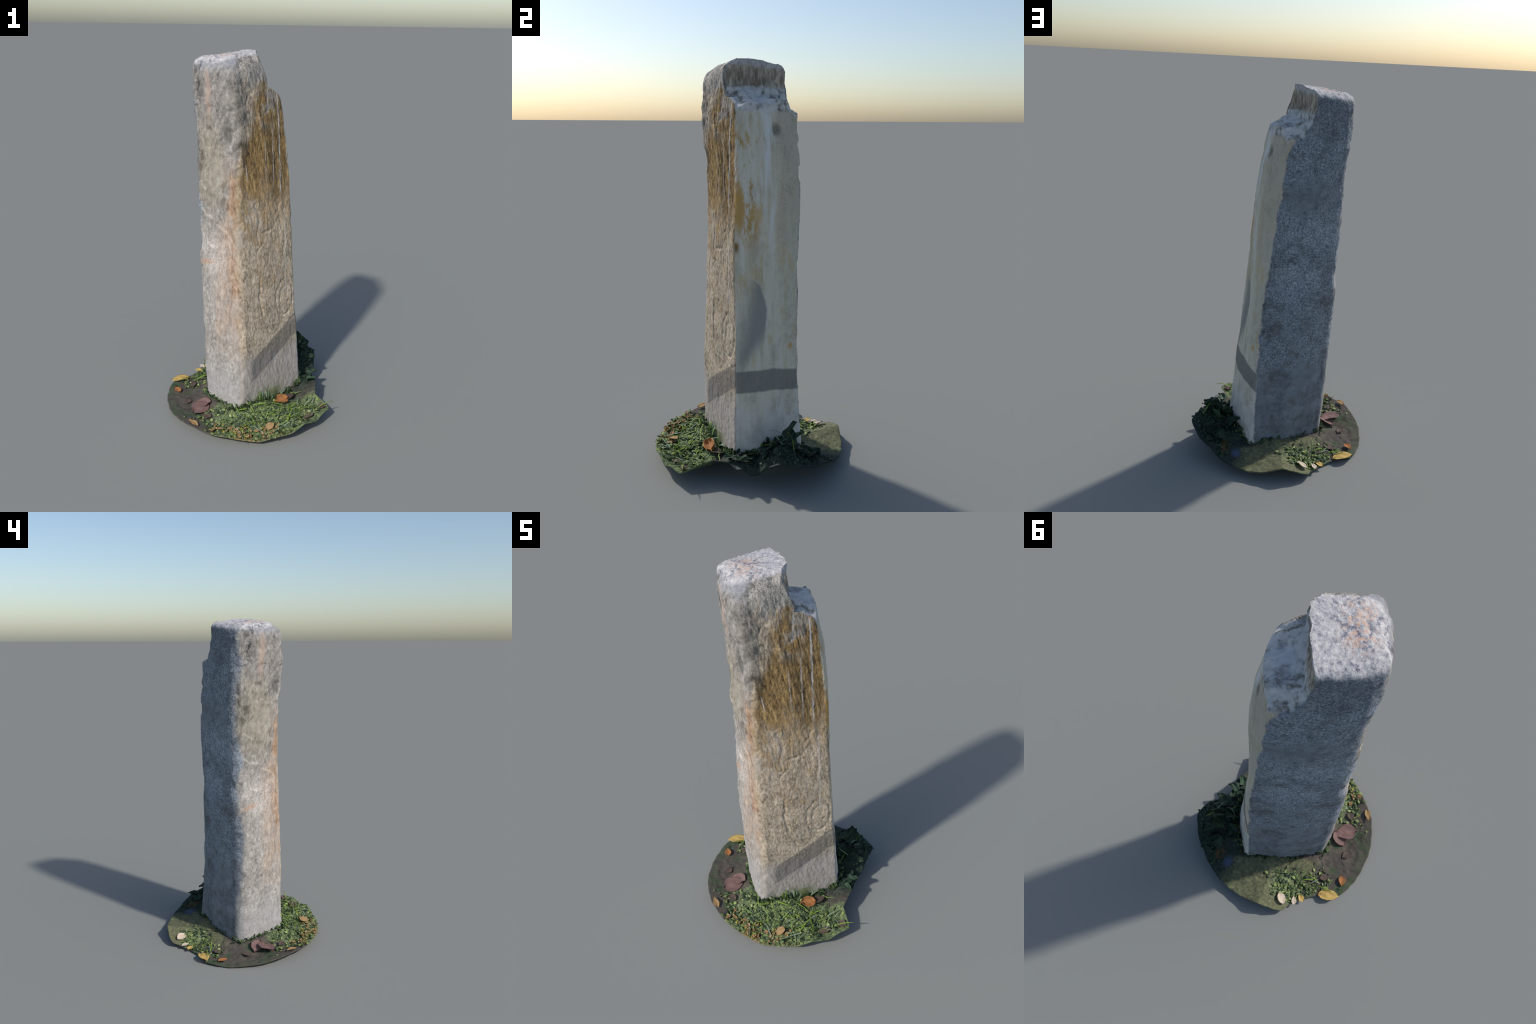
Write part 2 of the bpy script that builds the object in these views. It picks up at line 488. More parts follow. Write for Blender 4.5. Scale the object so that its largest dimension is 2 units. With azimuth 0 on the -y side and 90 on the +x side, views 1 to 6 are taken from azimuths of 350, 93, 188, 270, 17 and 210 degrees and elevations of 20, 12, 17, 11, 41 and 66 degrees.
class E:
    def __init__(self, m, s): self.m, self.s = m, s
    def __add__(self, o): return self.m.math('ADD', self, o)
    __radd__ = __add__
    def __sub__(self, o): return self.m.math('SUBTRACT', self, o)
    def __rsub__(self, o): return self.m.math('SUBTRACT', o, self)
    def __mul__(self, o): return self.m.math('MULTIPLY', self, o)
    __rmul__ = __mul__
    def __pow__(self, o):
        return self.m.math('MULTIPLY', self, self) if o == 2 else self.m.math('POWER', self, o)

# ------------------------------------------------------------------ stone material
def stone_material():
    M = Mat("weathered_granite")
    p, q, z = M.x, M.y, M.z
    warp = (M.noise(9, 4, .6) - .5)
    jag = (M.noise(38, 5, .7, seed=2) - .5)
    fine = M.noise(180, 3, .7, seed=3)                                  # crystal grain
    fine2 = M.noise(100, 4, .75, seed=4)
    grainS = M.noise(60, 5, .72, vec=M.vec(p * 1.0 + z * .22, q, z * .26), seed=5)      # slanted fibres
    grainS2 = M.noise(26, 4, .65, vec=M.vec(p + z * .18, q, z * .2), seed=6)
    drip = M.noise(30, 4, .6, vec=M.vec(p * .6, q, z * .06), seed=7)
    dripS = M.noise(34, 4, .6, vec=M.vec(p, q * .3, z * .06), seed=8)
    blotch = M.noise(14, 4, .6, seed=9)
    big = M.noise(5, 3, .5, seed=10)

    # which face: measured from the four corner lines
    isE = M.step(-.006, .006, (p - (.2625 - .082 * z)) + (q - (-.201 + .038 * z)) + jag * .03)
    pC = M.curve(z, [(0, .23), (.54, .217), (.86, .201), (1.19, .171), (1.44, .145), (1.65, .126), (1.75, .08), (2, .08)])
    qC = M.curve(z, [(0, .18), (.54, .155), (.86, .160), (1.19, .178), (1.44, .198), (1.65, .195), (2, .2)])
    isN_c = M.step(-.007, .010, (q - qC) - (p - pC) + jag * .045 + warp * .06 + .002)
    dl = M.curve(z, [(0, -.045), (.26, -.05), (.45, -.10), (.7, -.122), (1.0, -.068), (1.2, -.115), (1.35, -.065), (1.6, -.072), (1.74, -.124), (1.87, -.09), (2, -.09)])
    isN_d = M.step(-.03, .03, p + q - dl + jag * .07 + warp * .06)
    isN = isN_c * isN_d * M.step(-.02, .02, q)
    al = M.curve(z, [(0, -.02), (.4, -.01), (.7, -.02), (1.1, -.06), (1.4, -.05), (1.65, -.03), (1.8, -.07), (2, -.06)])
    isS = M.step(-.025, .025, p - q - al + warp * .06 + jag * .05)

    # ---- left face: pale pinkish grey granite
    W = M.ramp(M.noise(62, 5, .75, vec=M.vec(p, q + z * .10, z * .65), seed=11) * .8 + blotch * .2, [(.30, (.085, .08, .075)), (.42, (.25, .23, .21)), (.54, (.39, .36, .33)), (.68, (.62, .585, .55))])
    W = M.mix(W, M.scale(W, 1.12), M.step(.4, .7, big))
    upW = M.step(1.15, 1.35, z + warp * .3)
    W = M.mix(W, M.scale(W, (.80)), upW * .7)
    warm = M.ramp(grainS, [(.34, (.20, .145, .105)), (.5, (.42, .33, .26)), (.68, (.60, .51, .43))])
    W = M.mix(W, warm, M.step(.06, .0, q + warp * .14 + jag * .06 + .05) * M.step(1.35, 1.05, z + warp * .2) * M.step(.30, .55, z + warp * .3) * M.step(.35, .6, M.noise(13, 4, .65, stretch=(1, 1, .35), seed=31)) * .9)
    W = M.mix(W, M.ramp(grainS, [(.3, (.20, .18, .12)), (.6, (.40, .36, .27)), (.8, (.52, .48, .38))]), M.blob(q, z, .03, 1.43, .11, .22, .5) * .55)
    W = M.mix(W, (.09, .087, .085), M.blob(q, z + jag * .1, .08, 1.81, .035, .07, .7) * M.step(.42, .55, fine2) * .85)
    W = M.mix(W, (.085, .08, .075), M.blob(q + jag * .05, z + jag * .1, -.11, 1.61, .03, .045, .6) * .75)
    W = M.mix(W, (.47, .34, .27), M.blob(q + warp * .05, z, .005, 1.80, .02, .13, .6) * .6)
    W = M.mix(W, (.42, .25, .15), M.blob(q, z - (q * -.23) + jag * .03, .065, .920, .05, .014, .7) * .7)
    W = M.mix(W, (.39, .385, .39), M.step(.42, .14, z + warp * .30 + jag * .12) * .5)
    W = M.mix(W, M.ramp(fine2, [(.36, (.13, .15, .19)), (.6, (.34, .38, .44))]), M.step(1.88, 1.95, z + warp * .12 + jag * .05) * .55)  # bluish shading of the upper shoulder tinted into the colour
    dk = M.step(.50, .66, M.noise(18, 5, .7, vec=M.vec(p, q + z * .25, z * .5), seed=34))
    W = M.mix(W, M.scale(W, .38), dk * M.step(1.10, 1.40, z + warp * .3) * .9)
    W = M.mix(W, M.scale(W, .60), dk * M.step(1.2, .9, z + warp * .2) * M.step(.02, .10, q + warp * .1) * .7)
    strip = M.step(-.17, -.07, p - q + warp * .10 + jag * .06)
    W = M.mix(W, M.ramp(grainS, [(.36, (.15, .085, .045)), (.5, (.36, .22, .13)), (.66, (.52, .38, .27))]), strip * M.step(.45, .7, z + warp * .3) * M.step(1.52, 1.40, z + warp * .2) * M.step(.36, .56, M.noise(15, 4, .6, stretch=(1, 1, .4), seed=35)) * .85)
    W = M.mix(W, (.62, .55, .51), M.blob(q + warp * .08, z + warp * .1, -.02, .97, .09, .11, .6) * M.step(.42, .58, fine2) * .6)
    # ---- front face: ochre stain above, tan below
    gran = M.noise(85, 5, .75, vec=M.vec(p + z * .1, q, z * .6), seed=32)
    tan = M.ramp(gran * .75 + blotch * .25, [(.36, (.12, .095, .065)), (.45, (.35, .28, .20)), (.54, (.53, .435, .325)), (.66, (.70, .61, .50))])
    ochre = M.ramp(grainS * .7 + fine2 * .3, [(.38, (.055, .038, .024)), (.46, (.21, .135, .06)), (.55, (.37, .235, .095)), (.65, (.54, .40, .22))])
    greyS = M.ramp(grainS * .6 + fine * .4, [(.36, (.045, .043, .040)), (.45, (.19, .178, .16)), (.55, (.42, .385, .34)), (.66, (.72, .67, .61))])
    S = tan
    sp = p + warp * .12 + jag * .05
    sz = z + warp * .30 + jag * .10 + (grainS2 - .5) * .35
    S = M.mix(S, M.mix(tan, ochre, .55), M.step(.95, 1.2, sz) * M.step(-.12, -.02, sp) * .65)
    orange = M.step(1.14, 1.40, sz - M.step(-.10, .12, p) * .05 + (grainS - .5) * .25) * M.step(1.87, 1.80, sz) * M.step(-.18, -.13, sp + (z - 1.5) * -.22)
    S = M.mix(S, ochre, orange)
    S = M.mix(S, M.scale(ochre, .55), orange * M.step(.50, .62, grainS2) * M.step(-.05, .05, sp + (z - 1.5) * .12) * .75)
    S = M.mix(S, greyS, orange * M.blob(p, z, -.02, 1.74, .13, .10, .5) * M.step(.42, .62, blotch) * .8)
    S = M.mix(S, greyS, M.step(1.80, 1.88, sz))
    darkA = M.blob(sp, z, -.205, 1.72, .055, .17, .35)
    S = M.mix(S, M.scale(greyS, .62), darkA * .85)
    S = M.mix(S, (.055, .040, .022), M.blob(sp, sz, -.163, 1.515, .032, .055, .6) * .8)
    S = M.mix(S, M.ramp(fine2, [(.3, (.20, .18, .16)), (.7, (.50, .45, .39))]), M.step(1.22, 1.10, sz) * M.step(1.0, 1.08, sz) * M.step(-.02, -.08, sp) * .6)
    S = M.mix(S, M.scale(ochre, 1.25), M.step(.50, .64, M.noise(15, 5, .65, stretch=(1, 1, .55), seed=37)) * M.step(.62, .85, sz) * M.step(1.3, 1.15, z) * .6)
    lower = M.step(.46, .30, z + warp * .12)
    S = M.mix(S, M.ramp(grainS, [(.3, (.20, .18, .16)), (.5, (.40, .36, .33)), (.72, (.54, .50, .47))]), lower * .85)
    def streak(p0, p1, z0, z1, w, f):
        a = (p1 - p0) / (z1 - z0)
        c = p - (p0 + a * (z - z0)) + (M.noise(60, 2, .5, vec=M.vec(0, 0, z), seed=20) - .5) * .012
        return M.step(w, w * .3, M.math('ABSOLUTE', c)) * M.step(z1 - .03, z1 + .02, z) * M.step(z0 + .01, z0 - .02, z) * M.step(.35, .5, M.noise(70, 3, .6, stretch=(1, 1, .35), seed=21)) * f
    for a in [(.074, .093, 1.79, 1.30, .0065, .8), (.006, -.007, 1.845, 1.71, .006, .55), (.029, .042, 1.63, 1.33, .005, .5), (-.030, -.010, 1.58, 1.35, .005, .45), (-.148, -.136, 1.46, 1.39, .004, .8), (.115, .135, 1.20, .72, .007, .5)]:
        S = M.mix(S, (.60, .57, .55), streak(*a))
    # ---- right face: colour lightened by sunlight baked into the scan, ochre runs
    e1 = q + warp * .05
    Ef = M.ramp(drip * .7 + fine2 * .3, [(.30, (.48, .41, .30)), (.48, (.62, .56, .44)), (.62, (.68, .64, .56)), (.8, (.74, .73, .70))])
    Ef = M.mix(Ef, M.ramp(fine2 * .6 + blotch * .4, [(.3, (.30, .24, .17)), (.6, (.56, .47, .35))]), M.step(.035, .085, e1) * M.step(1.05, 1.3, z + warp * .3) * .75)
    Ef = M.mix(Ef, (.50, .47, .38), M.step(.05, .12, e1) * M.step(.6, .8, z + warp * .3) * .5)
    och = M.step(.47, .60, M.noise(55, 4, .7, stretch=(1, 1, .3), seed=12) + (M.noise(12, 3, .5, stretch=(1, 1, .35), seed=13) - .5) * .7)
    area = M.step(-.01, -.06, e1 + (z - 1.5) * -.03) * M.step(1.05, 1.25, z + warp * .2) * M.step(1.76, 1.66, z)
    Ef = M.mix(Ef, (.50, .29, .09), och * area * .85)
    Ef = M.mix(Ef, (.52, .30, .085), M.blob(e1 + jag * .03, z + jag * .1, -.135, 1.31, .028, .11, .4) * .9)
    Ef = M.mix(Ef, (.55, .35, .12), M.blob(e1 + jag * .05, z + jag * .1, -.055, 1.28, .03, .04, .6) * .65)
    Ef = M.mix(Ef, (.55, .42, .20), M.step(.52, .66, M.noise(22, 4, .6, stretch=(1, 1, .3), seed=14)) * M.step(.5, .62, z) * M.step(1.3, 1.1, z) * .6)
    Ef = M.mix(Ef, (.62, .33, .10), M.blob(q + jag * .03, z + jag * .04, .11, .617, .013, .016, .6) * .8)
    Ef = M.mix(Ef, (.24, .14, .05), M.blob(q + jag * .02, z + jag * .04, -.157, 1.125, .015, .025, .6))
    Ef = M.mix(Ef, (.16, .14, .11), M.blob(q + jag * .03, z + jag * .06, .062, 1.668, .024, .028, .7) * .8)
    Ef = M.mix(Ef, (.66, .62, .57), M.step(.42, .25, z + warp * .1) * .6)
    Ef = M.mix(Ef, M.scale(Ef, .72), M.step(.48, .66, M.noise(17, 5, .65, stretch=(1, 1, .5), seed=33)) * .7)
    Ef = M.mix(Ef, (.70, .70, .70), M.blob(e1, z, .015, 1.48, .035, .30, .6) * M.step(.40, .58, drip) * .8)
    Ef = M.mix(Ef, M.ramp(fine2, [(.35, (.30, .25, .19)), (.65, (.58, .50, .40))]), M.step(.05, .10, e1) * M.step(.48, .62, M.noise(14, 5, .7, seed=36)) * .6)
    # sharp-edged cast shadow drawn in colour on the right face, fading left
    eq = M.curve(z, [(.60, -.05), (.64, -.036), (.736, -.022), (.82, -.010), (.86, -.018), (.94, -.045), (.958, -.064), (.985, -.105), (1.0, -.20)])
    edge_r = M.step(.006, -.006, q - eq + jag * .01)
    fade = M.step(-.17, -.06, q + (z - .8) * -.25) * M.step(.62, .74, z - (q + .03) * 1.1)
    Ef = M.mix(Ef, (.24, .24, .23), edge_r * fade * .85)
    # ---- back face: granite darkened and blued by the scan's baked shade, pale crystals
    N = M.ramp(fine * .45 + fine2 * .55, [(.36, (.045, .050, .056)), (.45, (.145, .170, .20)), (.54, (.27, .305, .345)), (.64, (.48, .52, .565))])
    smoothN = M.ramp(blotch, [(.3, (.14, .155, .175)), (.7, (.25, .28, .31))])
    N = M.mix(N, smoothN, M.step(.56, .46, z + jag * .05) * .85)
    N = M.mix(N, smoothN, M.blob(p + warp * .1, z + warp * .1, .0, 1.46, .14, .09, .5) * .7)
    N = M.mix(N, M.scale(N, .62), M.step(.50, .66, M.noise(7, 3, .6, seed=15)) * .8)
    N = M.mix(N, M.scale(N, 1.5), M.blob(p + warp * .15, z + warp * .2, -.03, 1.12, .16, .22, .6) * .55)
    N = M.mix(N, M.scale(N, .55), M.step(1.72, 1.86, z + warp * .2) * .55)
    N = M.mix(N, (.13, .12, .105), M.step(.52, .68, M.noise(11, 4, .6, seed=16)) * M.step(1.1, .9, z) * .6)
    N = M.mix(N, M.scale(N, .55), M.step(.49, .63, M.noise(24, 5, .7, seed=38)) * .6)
    # ---- fresh break: wall and ledge
    wall = M.ramp(M.noise(75, 4, .7, vec=M.vec(p, q, z * .22), seed=17), [(.32, (.16, .13, .10)), (.47, (.32, .26, .20)), (.60, (.55, .48, .38)), (.75, (.66, .62, .55))])
    wall = M.mix(wall, M.scale(wall, .6), M.blob(q, z, .03, 1.91, .12, .05, .6) * .7)
    ledge = M.ramp(M.noise(30, 5, .65, seed=18), [(.30, (.07, .065, .06)), (.42, (.30, .28, .25)), (.50, (.52, .51, .49)), (.62, (.62, .60, .57)), (.75, (.66, .65, .63))])
    ledge = M.mix(ledge, (.62, .61, .60), M.blob(q, p, .02, .07, .04, .09, .6) * .7)
    brk = M.mix(ledge, wall, M.step(1.855, 1.88, z + jag * .04))
    top = M.ramp(M.noise(68, 5, .78, seed=19), [(.33, (.11, .115, .14)), (.43, (.36, .35, .37)), (.55, (.50, .485, .48)), (.72, (.70, .67, .66))])
    hot = M.blob(p, q, -.15, .02, .06, .09, .6)
    top = M.mix(top, (.60, .40, .29), hot * M.step(.47, .56, M.noise(48, 4, .7, seed=22)) * .75)
    top = M.mix(top, (.13, .14, .19), M.step(.55, .63, M.noise(30, 4, .65, seed=23)) * M.step(-.04, -.10, p) * .85)

    col = M.mix(W, S, isS)
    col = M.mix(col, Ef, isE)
    # cast shadow painted as a dark band over front and right faces
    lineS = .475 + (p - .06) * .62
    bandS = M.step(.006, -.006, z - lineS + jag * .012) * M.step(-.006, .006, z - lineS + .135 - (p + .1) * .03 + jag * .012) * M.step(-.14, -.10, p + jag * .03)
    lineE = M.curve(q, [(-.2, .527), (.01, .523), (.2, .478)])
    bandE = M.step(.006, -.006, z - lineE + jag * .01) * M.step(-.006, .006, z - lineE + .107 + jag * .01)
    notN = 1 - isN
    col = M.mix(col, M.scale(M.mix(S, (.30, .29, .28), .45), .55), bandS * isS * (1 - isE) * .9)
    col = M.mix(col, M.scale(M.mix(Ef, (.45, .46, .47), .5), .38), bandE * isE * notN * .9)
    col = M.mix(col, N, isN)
    ledge_line = M.step(-.012, .012, z - 1.775 + p * .15 + M.step(.14, .2, q) * .03)
    isBrk = M.step(-.032, -.020, p + jag * .01) * M.step(-.128, -.112, q + jag * .012) * ledge_line
    isBrk = isBrk * M.step(.205, .19, q)
    col = M.mix(col, brk, isBrk)
    xx = p * CP - q * SP
    th = z - (1.9905 + .125 * xx)
    isTop = M.step(-.034, -.012, th + jag * .02 - M.step(-.05, -.14, q) * .02) * M.step(.05, .03, p)
    col = M.mix(col, top, isTop)
    # moss creeping up the foot of the front
    moss = M.step(.19, .09, z + warp * .18 + jag * .12) * isS * M.blob(p, z, -.02, .1, .12, .14, .5)
    col = M.mix(col, M.ramp(fine2, [(.35, (.05, .07, .02)), (.65, (.17, .24, .05))]), moss * .85)
    bump = fine * .8 + fine2 * .5 + grainS * .6
    return M.finish(col, bump, .5, .005)

# ------------------------------------------------------------------ soil and plants
def soil_material():
    M = Mat("mossy_soil")
    x, y = M.x, M.y
    n1 = M.noise(16, 5, .65); n2 = M.noise(60, 4, .7, seed=1); n3 = M.noise(140, 3, .7, seed=2); w = (M.noise(6, 3, .5, seed=3) - .5)
    soil = M.ramp(n2 * .6 + n3 * .4, [(.32, (.022, .022, .020)), (.5, (.060, .056, .048)), (.68, (.13, .11, .09))])
    green = M.ramp(n2 * .5 + n3 * .5, [(.34, (.030, .036, .028)), (.46, (.080, .105, .058)), (.56, (.18, .235, .095)), (.70, (.38, .45, .16))])
    dark = M.ramp(n2, [(.35, (.012, .018, .015)), (.6, (.030, .050, .038)), (.8, (.06, .10, .07))])
    brown = M.ramp(n1 * .5 + n2 * .5, [(.35, (.045, .042, .038)), (.55, (.10, .085, .07)), (.75, (.19, .14, .11))])
    litter = M.ramp(n3, [(.35, (.08, .06, .03)), (.55, (.36, .24, .10)), (.75, (.55, .38, .18))])
    c = M.mix(soil, brown, M.step(-.05, -.15, x + w * .2) * .9)
    c = M.mix(c, green, M.step(-.13, -.20, y + w * .18) * M.step(-.28, -.18, x + w * .1) * M.step(.25, .45, n1))
    c = M.mix(c, M.ramp(n3, [(.35, (.03, .042, .028)), (.6, (.075, .115, .055)), (.8, (.14, .19, .08))]), M.step(.50, .62, M.noise(11, 4, .6, seed=5)) * M.step(-.02, -.12, x) * .8)
    c = M.mix(c, litter, M.blob(x + w * .06, y, -.02, -.46, .16, .04, .6) * M.step(.45, .55, n2))
    c = M.mix(c, dark, M.step(.14, .24, x + y * .25 + w * .15) * M.step(-.14, -.04, y + w * .1) * .95)
    c = M.mix(c, M.ramp(n2, [(.35, (.085, .085, .055)), (.55, (.17, .18, .09)), (.7, (.27, .30, .14))]), M.step(.0, .03, y - .20 - x * .55 + w * .05) * M.step(.2, .1, x + w * .2) * M.step(-.30, -.2, x + w * .1) * .75)
    c = M.mix(c, M.scale(green, 1.6), M.blob(x + w * .05, y + w * .05, -.19, .30, .11, .07, .5) * M.step(.40, .52, n1) * .9)
    c = M.mix(c, (.07, .09, .16), M.blob(x, y, .188, .366, .022, .028, .7) * .8)
    c = M.mix(c, (.16, .085, .03), M.blob(x, y, .254, .348, .02, .03, .7) * .8)
    return M.finish(c, n2 + n3 * .6, .5, .006)

def plant_material(name, stops, rough=.7, spots=None, translucent=.25):
    M = Mat(name)
    g = M.t.nodes.new("ShaderNodeNewGeometry"); o = M.t.nodes.new("ShaderNodeObjectInfo")
    r = M.math('FRACT', E(M, g.outputs["Random Per Island"]) + E(M, o.outputs["Random"]))
    v = M.noise(90, 3, .6)
    c = M.ramp(r * .75 + v * .25, stops)
    if spots: c = M.mix(c, spots, M.step(.56, .68, M.noise(45, 3, .6, seed=4)) * .7)
    M.bsdf.inputs["Roughness"].default_value = rough
    m = M.finish(c, v, .15, .002)
    if translucent:
        t = M.t.nodes.new("ShaderNodeBsdfTranslucent"); M.put(t.inputs[0], c)
        mx = M.t.nodes.new("ShaderNodeMixShader"); mx.inputs[0].default_value = translucent
        M.t.links.new(M.bsdf.outputs[0], mx.inputs[1]); M.t.links.new(t.outputs[0], mx.inputs[2]); M.t.links.new(mx.outputs[0], M.out.inputs[0])
    return m

# ------------------------------------------------------------------ build: stone
v, f = displace_stone()
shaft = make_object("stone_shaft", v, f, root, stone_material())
shaft.rotation_euler[2] = TURN
# ------------------------------------------------------------------ build: soil
v, f = build_patch()
make_object("soil_patch", v, f, root, soil_material())

# ------------------------------------------------------------------ leaves and blades
def leaf_data(length, width, profile, n_l=12, n_w=5, cup=.15, curl=.2, lobes=0, thick=.0012, seed=0, ruffle=.0):
    """a leaf along +x with its stalk end at the origin; z is up"""
    rr = np.random.default_rng(seed)
    top = []
    for i in range(n_l + 1):
        t = i / n_l
        w = width / 2 * np.interp(t, *zip(*profile))
        if lobes: w *= 1 + .30 * math.cos(t * math.pi * 2 * lobes)
        for j in range(-n_w, n_w + 1):
            s = j / n_w
            x = length * t + (lobes and .12 * length * abs(s) * (.5 - t))
            z = cup * width * s * s - curl * length * (t - .4) ** 2 + ruffle * width * math.sin(9 * t + 5 * s + seed)
            top.append((x, w * s, z))
    top = np.array(top)
    top[:, 2] += .03 * width * noise3(top * (3 / width), seed)
    cols = 2 * n_w + 1; rows = n_l + 1
    bot = top.copy(); bot[:, 2] -= thick
    V = np.concatenate([top, bot])
    F = grid_faces(rows, cols, closed=False)
    n = rows * cols
    F += [tuple(n + k for k in q[::-1]) for q in grid_faces(rows, cols, closed=False)]
    ring = [r * cols for r in range(rows)] + [(rows - 1) * cols + c for c in range(1, cols)] + [r * cols + cols - 1 for r in range(rows - 2, -1, -1)] + [c for c in range(cols - 2, 0, -1)]
    for a, b in zip(ring, ring[1:] + ring[:1]): F.append((a, b, n + b, n + a))
    return V, F
OVATE = [(0, .04), (.12, .55), (.35, 1), (.6, .85), (.85, .4), (1, .02)]
BLADE = [(0, .7), (.3, 1), (.7, .8), (1, .03)]
ROUNDED = [(0, .1), (.2, .75), (.5, 1), (.8, .85), (1, .1)]
IVY = [(0, .35), (.15, 1), (.35, .85), (.5, .62), (.75, .4), (1, .02)]

def ground_normal(x, y):
    e = .01
    gx = (ground_z(x + e, y) - ground_z(x - e, y)) / (2 * e)
    gy = (ground_z(x, y + e) - ground_z(x, y - e)) / (2 * e)
    return Vector((-float(gx), -float(gy), 1)).normalized()
def on_ground(x, y, yaw, pitch=0, roll=0, lift=.004, follow=1.0):
    n = Vector((0, 0, 1)).lerp(ground_normal(x, y), follow).normalized()
    q = Vector((0, 0, 1)).rotation_difference(n).to_matrix().to_4x4()
    z = ground_z(x, y) + lift
    return Matrix.Translation((x, y, z)) @ q @ Matrix.Rotation(yaw, 4, 'Z') @ Matrix.Rotation(-pitch, 4, 'Y') @ Matrix.Rotation(roll, 4, 'X')
def place(name, mesh, mat4):
    ob = bpy.data.objects.new(name, mesh)
    bpy.context.scene.collection.objects.link(ob)
    ob.parent = root
    ob.matrix_local = mat4
    return ob
def leaf_mesh(name, mat, **k):
    V, F = leaf_data(**k)
    me = bpy.data.meshes.new(name); me.from_pydata([tuple(a) for a in V], [], F); me.update()
    me.polygons.foreach_set("use_smooth", [True] * len(me.polygons)); me.materials.append(mat)
    return me

m_yellow = plant_material("yellow_leaf", [(0, (.62, .40, .10)), (1, (.72, .52, .18))], spots=(.40, .22, .07))
m_white = plant_material("bleached_leaf", [(0, (.66, .55, .42)), (1, (.72, .62, .50))], spots=(.42, .33, .22))
m_rust = plant_material("rusty_leaf", [(0, (.42, .17, .06)), (1, (.50, .24, .09))], spots=(.14, .065, .03))
m_tan = plant_material("dry_leaf", [(0, (.30, .17, .08)), (.5, (.46, .29, .13)), (1, (.50, .37, .22))], spots=(.28, .16, .07))
m_pink = plant_material("faded_leaf", [(0, (.20, .125, .11)), (1, (.27, .165, .15))], spots=(.13, .09, .08))
m_brown = plant_material("brown_leaf", [(0, (.10, .075, .06)), (1, (.17, .12, .10))], spots=(.06, .05, .04))
m_ivy = plant_material("ivy_leaf", [(0, (.018, .035, .022)), (.7, (.032, .065, .038)), (1, (.07, .12, .07))], rough=.5, translucent=.1)
m_grass = plant_material("grass", [(0, (.14, .26, .04)), (.35, (.24, .38, .05)), (.6, (.22, .32, .18)), (.85, (.36, .46, .36)), (1, (.48, .48, .34))])
m_clover = plant_material("clover", [(0, (.035, .048, .034)), (.3, (.085, .125, .072)), (.5, (.17, .235, .11)), (.7, (.28, .36, .12)), (.88, (.42, .50, .20)), (1, (.50, .52, .32))])
m_pale = plant_material("pale_clover", [(0, (.14, .20, .10)), (.5, (.27, .33, .17)), (.8, (.38, .42, .14)), (1, (.50, .44, .22))])
m_foot = plant_material("foot_moss", [(0, (.03, .045, .03)), (.5, (.07, .11, .05)), (.8, (.14, .21, .07)), (1, (.26, .34, .11))])
m_yellowmoss = plant_material("yellow_moss", [(0, (.16, .17, .03)), (.4, (.34, .36, .045)), (.7, (.50, .40, .10)), (1, (.55, .33, .14))])

# single fallen leaves: x, y, yaw, pitch, roll, length, width, material, profile, lobes
for k, (x, y, yaw, pitch, roll, L, Wd, mat, prof, lob) in enumerate([
        (-.435, .195, 25, 2, 0, .115, .062, m_yellow, ROUNDED, 0),
        (-.200, .398, -35, 2, 5, .065, .050, m_white, ROUNDED, 0),
        (-.250, .368, -60, 4, 0, .050, .030, m_white, OVATE, 0),
        (-.285, .325, -30, 4, 0, .050, .034, m_yellow, OVATE, 0),
        (.130, -.205, 20, 14, 12, .088, .062, m_rust, ROUNDED, 0),
        (.205, -.175, 55, 22, -18, .075, .058, m_brown, ROUNDED, 0),
        (.052, -.430, 60, 5, 0, .060, .048, m_tan, ROUNDED, 0),
        (-.335, -.195, 45, 2, 3, .135, .105, m_pink, OVATE, 0),
        (-.320, -.085, -15, 3, -3, .100, .080, m_pink, ROUNDED, 0),
        (-.365, -.065, 70, 5, 0, .060, .045, m_brown, OVATE, 0),
        (-.395, .080, 120, 5, 0, .060, .042, m_rust, OVATE, 0),
        (-.330, .130, 40, 5, 0, .050, .040, m_brown, OVATE, 0),
        (-.240, -.260, 150, 5, 0, .055, .042, m_brown, OVATE, 0),
        (-.320, -.335, 130, 3, 0, .075, .035, m_tan, OVATE, 0),
        (.330, -.330, 200, 6, 0, .070, .046, m_brown, OVATE, 0),
        (.365, -.275, -25, 6, 4, .050, .045, m_brown, OVATE, 0)]):
    me = leaf_mesh("fallen_leaf", mat, length=L, width=Wd, profile=prof, lobes=lob, seed=40 + k, cup=.10 if k != 4 else .35, curl=.2, ruffle=.02)
    place("fallen_leaf", me, on_ground(x, y, math.radians(yaw), math.radians(pitch), math.radians(roll), .006))

# dry crumbs along the front rim
crumb = [leaf_mesh("dry_leaf_fragment", m_tan, length=.024, width=.018, profile=ROUNDED, n_l=7, n_w=3, cup=.3, curl=.5, seed=s, ruffle=.08) for s in range(3)]
rr = np.random.default_rng(5)
for k in range(46):
    a = math.radians(rr.uniform(236, 292)); r = rr.uniform(.40, .475)
    x, y = r * math.cos(a), r * math.sin(a)
    m4 = on_ground(x, y, rr.uniform(0, 6.3), rr.uniform(-.3, .3), rr.uniform(-.4, .4), .005) @ Matrix.Scale(rr.uniform(.55, 1.15), 4)
    place("dry_leaf_fragment", crumb[k % 3], m4)

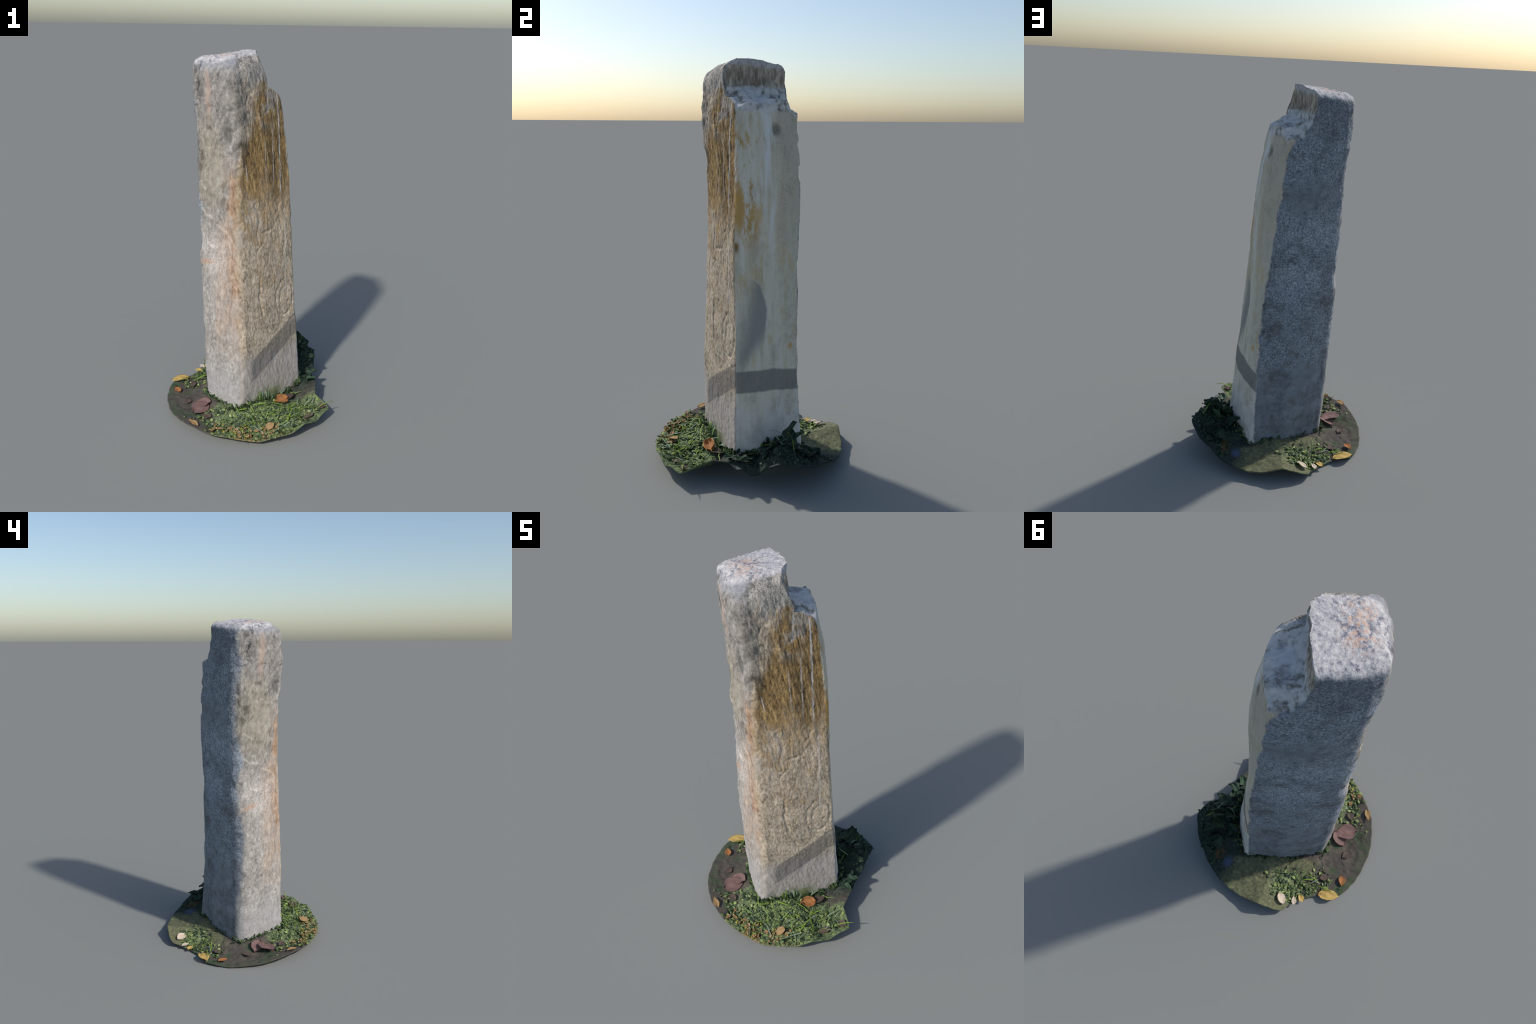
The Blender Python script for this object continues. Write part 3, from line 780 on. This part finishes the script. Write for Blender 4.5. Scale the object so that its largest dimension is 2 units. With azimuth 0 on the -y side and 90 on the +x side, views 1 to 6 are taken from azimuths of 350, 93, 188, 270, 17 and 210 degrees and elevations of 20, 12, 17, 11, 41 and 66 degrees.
# ivy on the shaded side: x, y, base height offset, yaw, pitch, length
ivy = [leaf_mesh("ivy_leaf", m_ivy, length=.10, width=.10, profile=IVY, n_l=14, n_w=6, cup=.12, curl=.25, seed=s, ruffle=.05) for s in range(4)]
for k, (x, y, dz, yaw, pitch, sc) in enumerate([
        (.365, .195, -.015, 100, 70, 1.1), (.395, .215, -.01, 170, 45, .8), (.335, .215, .0, 70, 55, 1.0), (.375, .150, .0, 40, 22, .65),
        (.295, .135, -.015, 75, 48, .9), (.350, .110, .0, -10, 15, .9), (.360, .045, .0, -60, 10, .6), (.365, .255, .0, 90, 3, .65), (.330, .285, .0, 110, 15, .9),
        (.275, .225, .0, 200, 30, .8), (.365, -.015, .0, 10, 15, .65), (.380, .120, .0, -70, 8, .6), (.260, .300, .0, 30, 12, .8), (.320, .340, .0, 60, 3, .6),
        (.350, -.060, .0, -30, 22, .6), (.400, .185, .0, 100, 30, .55)]):
    m4 = on_ground(x, y, math.radians(yaw), math.radians(pitch), rr.uniform(-.3, .3), .004 + dz, follow=.4) @ Matrix.Scale(sc, 4)
    place("ivy_leaf", ivy[k % 4], m4)

# long grass blades, mostly lying low in the front right quarter
blade = [leaf_mesh("grass_blade", m_grass, length=.075, width=.0055, profile=BLADE, n_l=12, n_w=1, cup=.4, curl=c, thick=.0006, seed=s) for s, c in enumerate((.5, .9, .3, .7))]
for k in range(120):
    if k < 70: x, y = rr.uniform(.10, .42), rr.uniform(-.42, -.12)
    elif k < 92: x, y = rr.uniform(-.12, .12), rr.uniform(-.44, -.24)
    elif k < 108: x, y = rr.uniform(.30, .44), rr.uniform(-.05, .25)
    else: x, y = rr.uniform(-.34, -.20), rr.uniform(.18, .30)
    th = math.atan2(y, x)
    if math.hypot(x, y) > float(rim_at(th)[0]) - .05: continue
    pitch = rr.uniform(.05, .35)
    place("grass_blade", blade[k % 4], on_ground(x, y, rr.uniform(0, 6.3), pitch, rr.uniform(-.5, .5), .004) @ Matrix.Scale(rr.uniform(.6, 1.3), 4))
# a tuft climbing the front of the stone
for k in range(22):
    x = .075 + rr.normal(0, .022); y = -.175 + (x - .075) * .55 - rr.uniform(.012, .03)
    place("grass_blade", blade[k % 4], on_ground(x, y, math.radians(120) + rr.normal(0, .5), rr.uniform(.8, 1.35), rr.uniform(-.4, .4), .0, follow=0) @ Matrix.Scale(rr.uniform(.7, 1.35), 4))

# clover and moss too small to count: many leaflets in one mesh
def carpet(name, mat, count, sampler, length, seed, gaps=-.22, near=False):
    r = np.random.default_rng(seed)
    Vs, Fs, n = [], [], 0
    base, bf = leaf_data(1, .62, ROUNDED, n_l=4, n_w=1, cup=.2, curl=.4, thick=.03, seed=3)
    for _ in range(count):
        x, y = sampler(r)
        if math.hypot(x, y) > float(rim_at(math.atan2(y, x))[0]) - .012: continue
        p, q = to_local(x, y)
        if not near and abs(p - .01) < .20 and abs(q) < .165: continue
        if float(noise3(np.array([[x * 26, y * 26, seed]]), 6)[0]) < gaps: continue
        m4 = on_ground(x, y, r.uniform(0, 6.3), r.uniform(.5, 1.3) if near else r.uniform(-.1, .5), r.uniform(-.6, .6), .003) @ Matrix.Scale(length * r.uniform(.6, 1.5), 4)
        A = np.array(m4)
        Vs.append(base @ A[:3, :3].T + A[:3, 3]); Fs += [tuple(i + n for i in t) for t in bf]; n += len(base)
    Vs = np.concatenate(Vs)
    Vs[:, 2] = np.maximum(Vs[:, 2], .001)
    ob = make_object(name, Vs, Fs, root, mat)
    ob["kind"] = "stuff"
    return ob
carpet("clover_carpet", m_clover, 2700, lambda r: (r.normal(.02, .14), r.uniform(-.48, -.20)), .018, 1)
carpet("clover_carpet", m_pale, 900, lambda r: (r.normal(.03, .15), r.uniform(-.47, -.20)), .017, 7, .05)
carpet("yellow_moss_carpet", m_yellowmoss, 500, lambda r: (r.normal(-.10, .09), r.normal(-.44, .03)), .013, 2)
carpet("clover_carpet", m_clover, 420, lambda r: (r.normal(-.20, .07), r.normal(.29, .045)), .018, 3)
carpet("clover_carpet", m_clover, 160, lambda r: (r.normal(-.30, .05), r.normal(.18, .04)), .015, 4)
carpet("dark_undergrowth", m_ivy, 700, lambda r: (r.uniform(.22, .5), r.uniform(-.06, .42)), .018, 5, -.4)

# short grass and moss pressed against the foot of the stone
def foot(r):
    f = r.choice(4, p=[.45, .12, .13, .30]); s = r.uniform(0, 1); o = r.uniform(-.004, .022)
    c = [corner_at(n, .09) for n in 'ABCD']
    a, b = c[f], c[(f + 1) % 4]
    d = (b - a) / np.linalg.norm(b - a)
    w = a + (b - a) * s + np.array([d[1], -d[0]]) * (o + float(swell('ABCD'[f], .09, np.array(max(s, .01)))))
    return w[0] * CP - w[1] * SP, w[0] * SP + w[1] * CP
carpet("foot_moss", m_foot, 420, foot, .022, 9, -1, True)
# nothing may reach below the ground the stone stands on
for ob in list(root.children):
    if len(ob.data.vertices) < 400:
        low = min((ob.matrix_local @ v.co).z for v in ob.data.vertices)
        if low < .001: ob.location.z += .001 - low
